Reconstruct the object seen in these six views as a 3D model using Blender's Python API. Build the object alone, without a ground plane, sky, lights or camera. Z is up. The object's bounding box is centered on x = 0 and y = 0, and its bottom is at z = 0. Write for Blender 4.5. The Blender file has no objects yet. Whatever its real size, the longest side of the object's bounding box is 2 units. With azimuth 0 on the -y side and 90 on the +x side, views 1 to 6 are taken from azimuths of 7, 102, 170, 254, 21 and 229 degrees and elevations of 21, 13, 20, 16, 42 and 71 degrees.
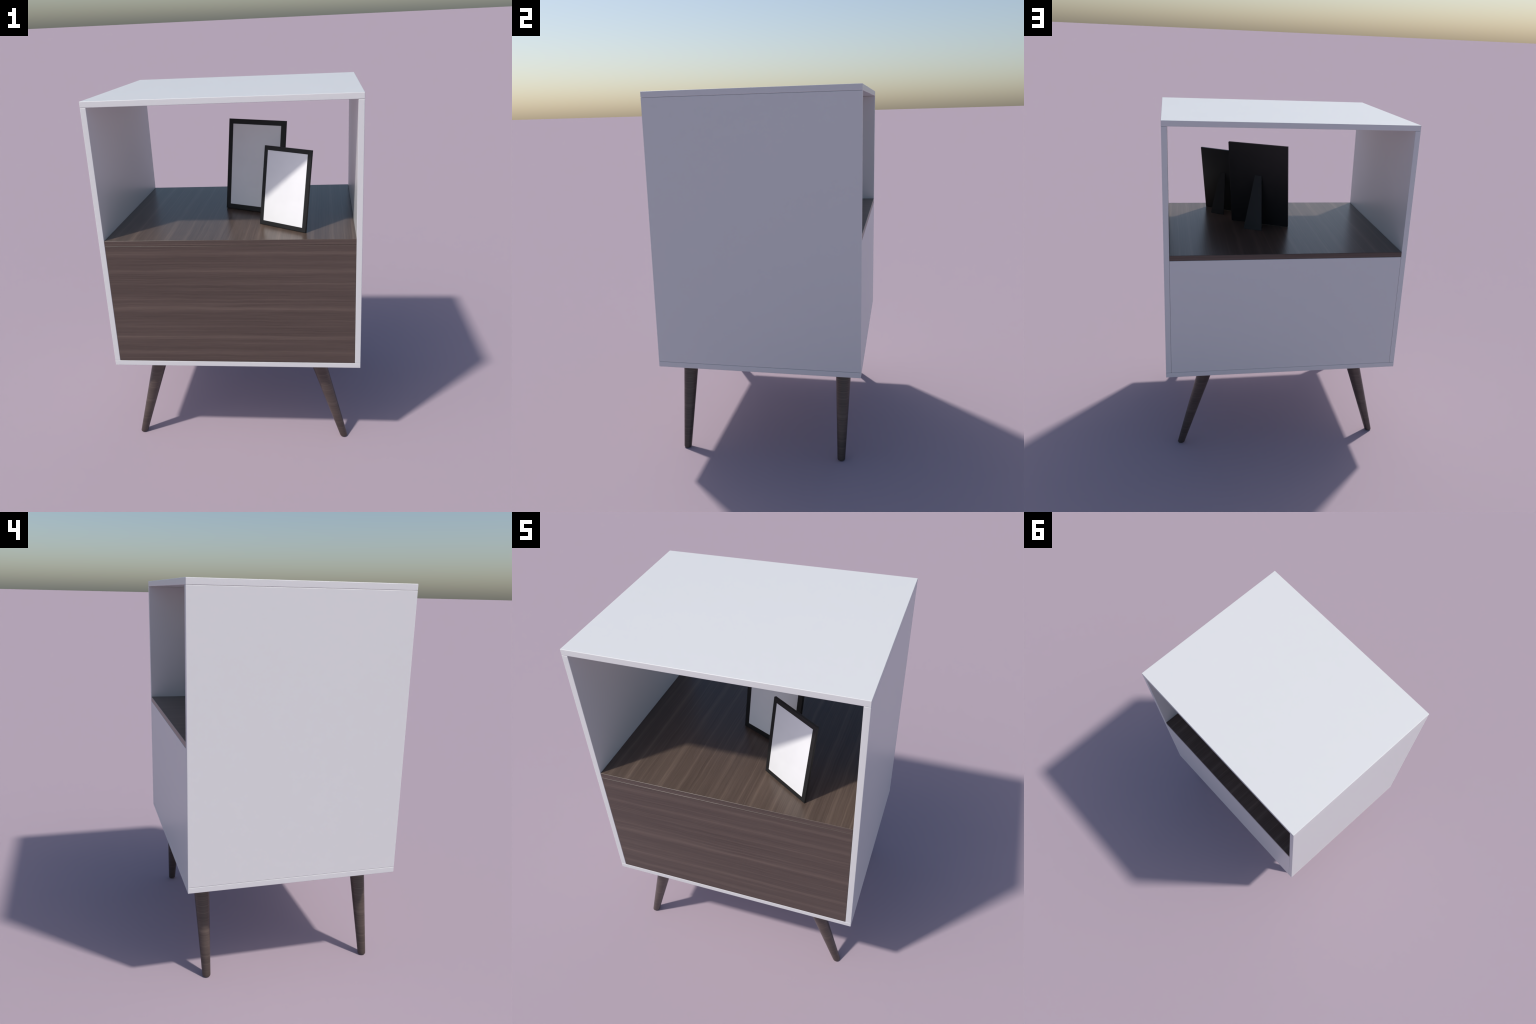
"""White open-fronted side cabinet with a walnut shelf, a walnut drawer front,
four splayed tapered legs, and two black picture frames standing on the shelf."""
import bpy, bmesh, math
from mathutils import Vector, Matrix

# ----------------------------------------------------------------- sizes (m)
HALF_W, HALF_D = 0.692, 0.5535        # outer half width / half depth
BOARD = 0.030                         # board thickness
TOP_Z, BOX_Z = 2.0, 0.524             # top of the case, underside of the case
SHELF_Z = 1.2755                      # upper face of the shelf
EDGE = 0.0022                         # rounding of the board edges
GAP = 0.0006                          # hairline joint between boards
LEG_FOOT_X, LEG_TOP_X, LEG_Y = 0.6087, 0.4532, 0.4445
LEG_FOOT_R, LEG_TOP_R = 0.0214, 0.0446
LEAN = math.radians(9.5)              # backward lean of the picture frames

scene = bpy.context.scene


# ----------------------------------------------------------------- materials
def new_material(name):
    m = bpy.data.materials.new(name)
    m.use_nodes = True
    nt = m.node_tree
    return m, nt, nt.nodes["Principled BSDF"]


def node(nt, kind, **kw):
    n = nt.nodes.new(kind)
    for k, v in kw.items():
        setattr(n, k, v)
    return n


def math_node(nt, op, a, b=None, c=None):
    n = node(nt, "ShaderNodeMath", operation=op)
    for i, v in enumerate((a, b, c)):
        if v is None:
            continue
        if isinstance(v, (int, float)):
            n.inputs[i].default_value = v
        else:
            nt.links.new(v, n.inputs[i])
    return n.outputs[0]


def ramp(nt, fac, stops, interp="LINEAR"):
    r = node(nt, "ShaderNodeValToRGB")
    r.color_ramp.interpolation = interp
    el = r.color_ramp.elements
    while len(el) < len(stops):
        el.new(0.5)
    for e, (p, c) in zip(el, stops):
        e.position = p
        e.color = (c[0], c[1], c[2], 1.0) if isinstance(c, tuple) else (c, c, c, 1.0)
    nt.links.new(fac, r.inputs[0])
    return r.outputs[0]


def white_lacquer():
    m, nt, b = new_material("white_lacquer")
    tc = node(nt, "ShaderNodeTexCoord")
    nz = node(nt, "ShaderNodeTexNoise")
    nz.inputs["Scale"].default_value = 3.0
    nz.inputs["Detail"].default_value = 2.0
    nt.links.new(tc.outputs["Object"], nz.inputs["Vector"])
    c = ramp(nt, nz.outputs["Fac"], [(0.3, WHITE_A), (0.7, WHITE_B)])
    nt.links.new(c, b.inputs["Base Color"])
    b.inputs["Roughness"].default_value = WHITE_ROUGH
    return m


def walnut(name, grain, cross, bands, seed=0.0, rough=0.3, contrast=1.0, wave=0.006,
           palette=None, bump=0.2, darks=()):
    """Straight-grained walnut veneer: long streaks along `grain`, laid side by
    side along `cross`; `bands` lists the pale growth bands as
    (position along `cross`, half width, strength)."""
    m, nt, b = new_material(name)
    tc = node(nt, "ShaderNodeTexCoord")
    sep = node(nt, "ShaderNodeSeparateXYZ")
    nt.links.new(tc.outputs["Object"], sep.inputs[0])
    g, c = sep.outputs[grain], sep.outputs[cross]

    def streak(across, fg, fc, detail=2.0, dz=0.0):
        v = node(nt, "ShaderNodeCombineXYZ")
        nt.links.new(math_node(nt, "MULTIPLY", g, fg), v.inputs[0])
        nt.links.new(math_node(nt, "MULTIPLY", across, fc), v.inputs[1])
        v.inputs[2].default_value = seed + dz
        n = node(nt, "ShaderNodeTexNoise")
        n.inputs["Scale"].default_value = 1.0
        n.inputs["Detail"].default_value = detail
        n.inputs["Roughness"].default_value = 0.6
        nt.links.new(v.outputs[0], n.inputs["Vector"])
        return n.outputs["Fac"]

    # gentle waviness of the grain
    wob = math_node(nt, "MULTIPLY", math_node(nt, "SUBTRACT", streak(c, 6.0, 5.0, 1.5, 3.1), 0.5), wave * 2)
    cc = math_node(nt, "ADD", c, wob)
    pale = None
    for pos, half, strength in list(bands) + list(darks):
        d = math_node(nt, "ABSOLUTE", math_node(nt, "SUBTRACT", cc, pos))
        mr = node(nt, "ShaderNodeMapRange", interpolation_type="SMOOTHSTEP")
        nt.links.new(d, mr.inputs[0])
        mr.inputs[1].default_value = 0.0
        mr.inputs[2].default_value = half
        mr.inputs[3].default_value = strength
        mr.inputs[4].default_value = 0.0
        if pale is None:
            pale = mr.outputs[0]
        else:
            pale = math_node(nt, "MAXIMUM" if strength > 0 else "ADD", pale, mr.outputs[0])
    fine = streak(cc, 1.5, 170.0, 3.0, 7.7)
    hair = streak(cc, 5.0, 560.0, 2.0, 12.3)
    broad = streak(cc, 0.7, 14.0, 2.0, 21.0)
    s = math_node(nt, "MULTIPLY_ADD", math_node(nt, "SUBTRACT", fine, 0.5), 0.62 * contrast, 0.37)
    s = math_node(nt, "MULTIPLY_ADD", math_node(nt, "SUBTRACT", hair, 0.5), 0.50 * contrast, s)
    s = math_node(nt, "MULTIPLY_ADD", math_node(nt, "SUBTRACT", broad, 0.5), 0.34 * contrast, s)
    s = math_node(nt, "MULTIPLY_ADD", pale, 0.30, s)
    dark, mid, lite = palette or WOOD
    col = ramp(nt, s, [(0.0, dark), (0.45, mid), (1.0, lite)])
    nt.links.new(col, b.inputs["Base Color"])
    b.inputs["Roughness"].default_value = rough
    bp = node(nt, "ShaderNodeBump")
    bp.inputs["Strength"].default_value = bump
    bp.inputs["Distance"].default_value = 0.001
    nt.links.new(fine, bp.inputs["Height"])
    nt.links.new(bp.outputs[0], b.inputs["Normal"])
    return m


def plain(name, colour, rough, spec=0.5):
    m, nt, b = new_material(name)
    tc = node(nt, "ShaderNodeTexCoord")
    nz = node(nt, "ShaderNodeTexNoise")
    nz.inputs["Scale"].default_value = 9.0
    nt.links.new(tc.outputs["Object"], nz.inputs["Vector"])
    c = ramp(nt, nz.outputs["Fac"], [(0.3, tuple(v * 0.98 for v in colour)),
                                     (0.7, tuple(v * 1.02 for v in colour))])
    nt.links.new(c, b.inputs["Base Color"])
    b.inputs["Roughness"].default_value = rough
    b.inputs["Specular IOR Level"].default_value = spec
    return m


WHITE_A, WHITE_B, WHITE_ROUGH = (0.705, 0.705, 0.705), (0.707, 0.707, 0.707), 0.36
WOOD = ((0.055, 0.038, 0.031), (0.090, 0.063, 0.052), (0.150, 0.108, 0.088))

# pale growth bands: (position, half width, strength)
FRONT_BANDS = [(1.2560, 0.007, 0.5), (1.2002, 0.022, 1.0), (1.1500, 0.010, 0.3),
               (1.0994, 0.022, 0.9), (1.0278, 0.006, 0.7), (0.9902, 0.006, 0.5),
               (0.9355, 0.007, 0.6), (0.9100, 0.012, 0.4), (0.8837, 0.022, 1.0),
               (0.8122, 0.006, 0.7), (0.7732, 0.006, 0.5), (0.7067, 0.022, 1.0),
               (0.6700, 0.010, 0.4), (0.6104, 0.022, 0.9)]
SHELF_BANDS = [(-0.608, 0.014, 0.8), (-0.513, 0.022, 1.0), (-0.439, 0.006, 0.9),
               (-0.389, 0.006, 0.5), (-0.328, 0.022, 1.0), (-0.232, 0.017, 1.0),
               (-0.159, 0.006, 0.7), (-0.127, 0.006, 0.7), (-0.053, 0.022, 1.0),
               (0.003, 0.010, 0.6), (0.090, 0.006, 0.9), (0.156, 0.017, 1.0),
               (0.261, 0.016, 0.9), (0.329, 0.006, 0.8), (0.376, 0.006, 0.6),
               (0.434, 0.022, 0.9), (0.540, 0.022, 1.0), (0.605, 0.006, 0.8),
               (0.646, 0.006, 0.7)]
LEG_BANDS = [(0.470, 0.004, 0.6), (0.430, 0.004, 0.9), (0.395, 0.003, 0.6), (0.365, 0.005, 1.0),
             (0.329, 0.004, 0.9), (0.295, 0.003, 0.7), (0.238, 0.012, 1.0), (0.209, 0.003, 0.7),
             (0.160, 0.004, 0.8), (0.107, 0.004, 0.9), (0.068, 0.003, 0.6), (0.030, 0.005, 0.7)]

MAT_WHITE = white_lacquer()
MAT_FRONT = walnut("walnut_front", 0, 2, FRONT_BANDS, seed=1.0, wave=0.006, contrast=1.2)
MAT_TOP = walnut("walnut_shelf_top", 1, 0, SHELF_BANDS, seed=4.0, contrast=1.3,
                 palette=((0.056, 0.039, 0.030), (0.094, 0.067, 0.053), (0.156, 0.114, 0.089)))
MAT_LEG = walnut("walnut_leg", 0, 2, LEG_BANDS, seed=9.0, wave=0.0,
                 darks=[(0.04, 0.14, -0.75)],
                 palette=((0.050, 0.036, 0.031), (0.086, 0.063, 0.053), (0.142, 0.106, 0.088)),
                 contrast=1.2)
MAT_BLACK = plain("black_satin", (0.018, 0.018, 0.018), 0.4, 0.3)
MAT_PANE = plain("white_pane", (0.945, 0.945, 0.945), 0.3)


# ----------------------------------------------------------------- helpers
def finish(bm, name, parent, mats, smooth=True, location=(0, 0, 0)):
    bmesh.ops.recalc_face_normals(bm, faces=bm.faces[:])
    me = bpy.data.meshes.new(name)
    bm.to_mesh(me)
    bm.free()
    for mt in mats:
        me.materials.append(mt)
    ob = bpy.data.objects.new(name, me)
    scene.collection.objects.link(ob)
    ob.parent = parent
    ob.location = location
    if smooth:
        for p in me.polygons:
            p.use_smooth = True
        md = ob.modifiers.new("weighted", "WEIGHTED_NORMAL")
        md.keep_sharp = True
    return ob


def board_bmesh(lo, hi, edge=EDGE, segments=3):
    bm = bmesh.new()
    bmesh.ops.create_cube(bm, size=1.0)
    lo, hi = Vector(lo), Vector(hi)
    for v in bm.verts:
        v.co = Vector(((v.co[i] + 0.5) * (hi[i] - lo[i]) + lo[i]) for i in range(3))
    bmesh.ops.bevel(bm, geom=bm.edges[:], offset=edge, segments=segments,
                    profile=0.5, affect="EDGES")
    return bm


def board(name, lo, hi, parent, mat, **kw):
    return finish(board_bmesh(lo, hi, **kw), name, parent, [mat])


def empty(name, location, label, category):
    ob = bpy.data.objects.new(name, None)
    ob.empty_display_size = 0.1
    ob.location = location
    scene.collection.objects.link(ob)
    ob["label"] = label
    ob["category"] = category
    return ob


# ----------------------------------------------------------------- the cabinet
cabinet = empty("side_cabinet", (0, 0, 0),
                "white open side cabinet with walnut drawer, shelf and splayed legs",
                "cabinet")
IN_W = HALF_W - BOARD                 # inner half width
FLOOR_Z = BOX_Z + 0.0295              # upper face of the bottom board
CEIL_Z = TOP_Z - 0.0305
SHELF_LOW = SHELF_Z - 0.0302

board("top_panel", (-HALF_W, -HALF_D, CEIL_Z), (HALF_W, HALF_D, TOP_Z), cabinet, MAT_WHITE)
board("bottom_panel", (-HALF_W, -HALF_D, BOX_Z), (HALF_W, HALF_D, FLOOR_Z), cabinet, MAT_WHITE)
for s in (-1, 1):
    x0, x1 = sorted((s * IN_W, s * HALF_W))
    board("side_panel", (x0, -HALF_D, FLOOR_Z + GAP), (x1, HALF_D, CEIL_Z - GAP), cabinet, MAT_WHITE)
board("back_panel", (-IN_W + GAP, HALF_D - BOARD, FLOOR_Z + GAP),
      (IN_W - GAP, HALF_D, SHELF_LOW - GAP), cabinet, MAT_WHITE)
board("drawer_front", (-IN_W + GAP, -HALF_D, FLOOR_Z + GAP),
      (IN_W - GAP, -HALF_D + BOARD, SHELF_LOW - GAP), cabinet, MAT_FRONT)

# shelf: veneer runs front to back on its faces, lengthwise along its edges
bm = board_bmesh((-IN_W + GAP, -HALF_D, SHELF_LOW), (IN_W - GAP, HALF_D, SHELF_Z))
bm.normal_update()
for fc in bm.faces:
    fc.material_index = 0 if abs(fc.normal.z) > 0.95 else 1
finish(bm, "shelf", cabinet, [MAT_TOP, MAT_FRONT])


def leg_mesh():
    """Tapered round leg leaning outward in +x; origin on the ground under
    the middle of its top end."""
    bm = bmesh.new()
    n = 48
    top = BOX_Z + 0.004
    rings = [(0.0, 0.80), (0.0012, 0.90), (0.0035, 0.965), (0.007, 1.0)]
    rings += [(0.007 + (top - 0.007) * k / 10, 1.0) for k in range(1, 11)]
    prev = None
    for z, k in rings:
        t = z / BOX_Z
        cx = (LEG_FOOT_X - LEG_TOP_X) * (1 - t)
        r = (LEG_FOOT_R + (LEG_TOP_R - LEG_FOOT_R) * t) * k
        ring = [bm.verts.new((cx + r * math.cos(a), r * math.sin(a), z))
                for a in (2 * math.pi * j / n for j in range(n))]
        if prev is None:
            bm.faces.new(ring[::-1])
        else:
            for j in range(n):
                bm.faces.new((prev[j], prev[(j + 1) % n], ring[(j + 1) % n], ring[j]))
        prev = ring
    bm.faces.new(prev)
    return bm


first_leg = None
for sx in (1, -1):
    for sy in (-1, 1):
        if first_leg is None:
            leg = first_leg = finish(leg_mesh(), "leg", cabinet, [MAT_LEG])
        else:
            leg = first_leg.copy()
            scene.collection.objects.link(leg)
            leg.parent = cabinet
        leg.location = (sx * LEG_TOP_X, sy * LEG_Y, 0)
        leg.rotation_euler = (0, 0, 0 if sx > 0 else math.pi)


# ----------------------------------------------------------------- picture frames
def picture_frame(centre, turn, width, height, thick, border, stand_up, stand_out,
                  stand_top, stand_foot, label):
    """`centre` is the middle of the rear lower edge, resting on the shelf."""
    root = empty("picture_frame", (centre[0], centre[1], SHELF_Z + 0.0002), label, "picture frame")
    root.rotation_euler = (0, 0, turn)
    tilt = Matrix.Rotation(-LEAN, 4, "X")

    # body: a shallow tray, its recess framed by the border
    bm = bmesh.new()
    hw, recess = width / 2, 0.0018
    outer = [(-hw, 0), (hw, 0), (hw, height), (-hw, height)]
    inner = [(-hw + border, border), (hw - border, border),
             (hw - border, height - border), (-hw + border, height - border)]
    back = [bm.verts.new((x, 0, z)) for x, z in outer]
    front = [bm.verts.new((x, -thick, z)) for x, z in outer]
    lip = [bm.verts.new((x, -thick, z)) for x, z in inner]
    bed = [bm.verts.new((x, -thick + recess, z)) for x, z in inner]
    bm.faces.new(back)
    for j in range(4):
        k = (j + 1) % 4
        bm.faces.new((back[j], back[k], front[k], front[j]))
        bm.faces.new((front[j], front[k], lip[k], lip[j]))
        bm.faces.new((lip[j], lip[k], bed[k], bed[j]))
    bm.faces.new(bed)
    bmesh.ops.recalc_face_normals(bm, faces=bm.faces[:])
    rim = [e for e in bm.edges if all(v in back or v in front for v in e.verts)
           and not all(v in back[:2] for v in e.verts)]
    bmesh.ops.bevel(bm, geom=rim, offset=thick * 0.09, segments=3, profile=0.5, affect="EDGES")
    bm.transform(tilt)
    finish(bm, "frame_body", root, [MAT_BLACK])

    bm = board_bmesh((-hw + border + 0.0003, -thick + 0.0009, border + 0.0003),
                     (hw - border - 0.0003, -thick + recess - 0.0001, height - border - 0.0003),
                     edge=0.0002, segments=1)
    bm.transform(tilt)
    finish(bm, "picture_pane", root, [MAT_PANE])

    # easel stand: tapered board from the middle of the back down to the shelf
    a = Vector((0, stand_up * math.sin(LEAN) + 0.003, stand_up * math.cos(LEAN)))
    b = Vector((0, stand_out, 0.0))
    along = (a - b).normalized()
    inward = Vector((0, -along.z, along.y))
    th = thick * 0.28
    bm = bmesh.new()
    foot_in = b + inward * th
    foot_in = foot_in - along * (foot_in.z / along.z)      # foot cut level with the shelf
    ring = []
    for p, h in ((b, stand_foot), (foot_in, stand_foot), (a + inward * th, stand_top), (a, stand_top)):
        ring.append((bm.verts.new((-h, p.y, p.z)), bm.verts.new((h, p.y, p.z))))
    for j in range(4):
        p, q = ring[j], ring[(j + 1) % 4]
        bm.faces.new((p[0], p[1], q[1], q[0]))
    bm.faces.new([r[0] for r in ring])
    bm.faces.new([r[1] for r in ring][::-1])
    bmesh.ops.recalc_face_normals(bm, faces=bm.faces[:])
    bmesh.ops.bevel(bm, geom=bm.edges[:], offset=0.0005, segments=2, profile=0.5, affect="EDGES")
    finish(bm, "easel_stand", root, [MAT_BLACK])


picture_frame((0.0884, -0.0337), math.radians(-25.2), 0.377, 0.529, 0.0154, 0.0285,
              0.330, 0.1425, 0.0216, 0.0590, "larger blank black picture frame leaning on its easel stand")
picture_frame((0.2783, -0.3624), math.radians(-33.55), 0.307, 0.430, 0.0126, 0.0230,
              0.270, 0.1155, 0.0183, 0.0485, "smaller blank black picture frame leaning on its easel stand")
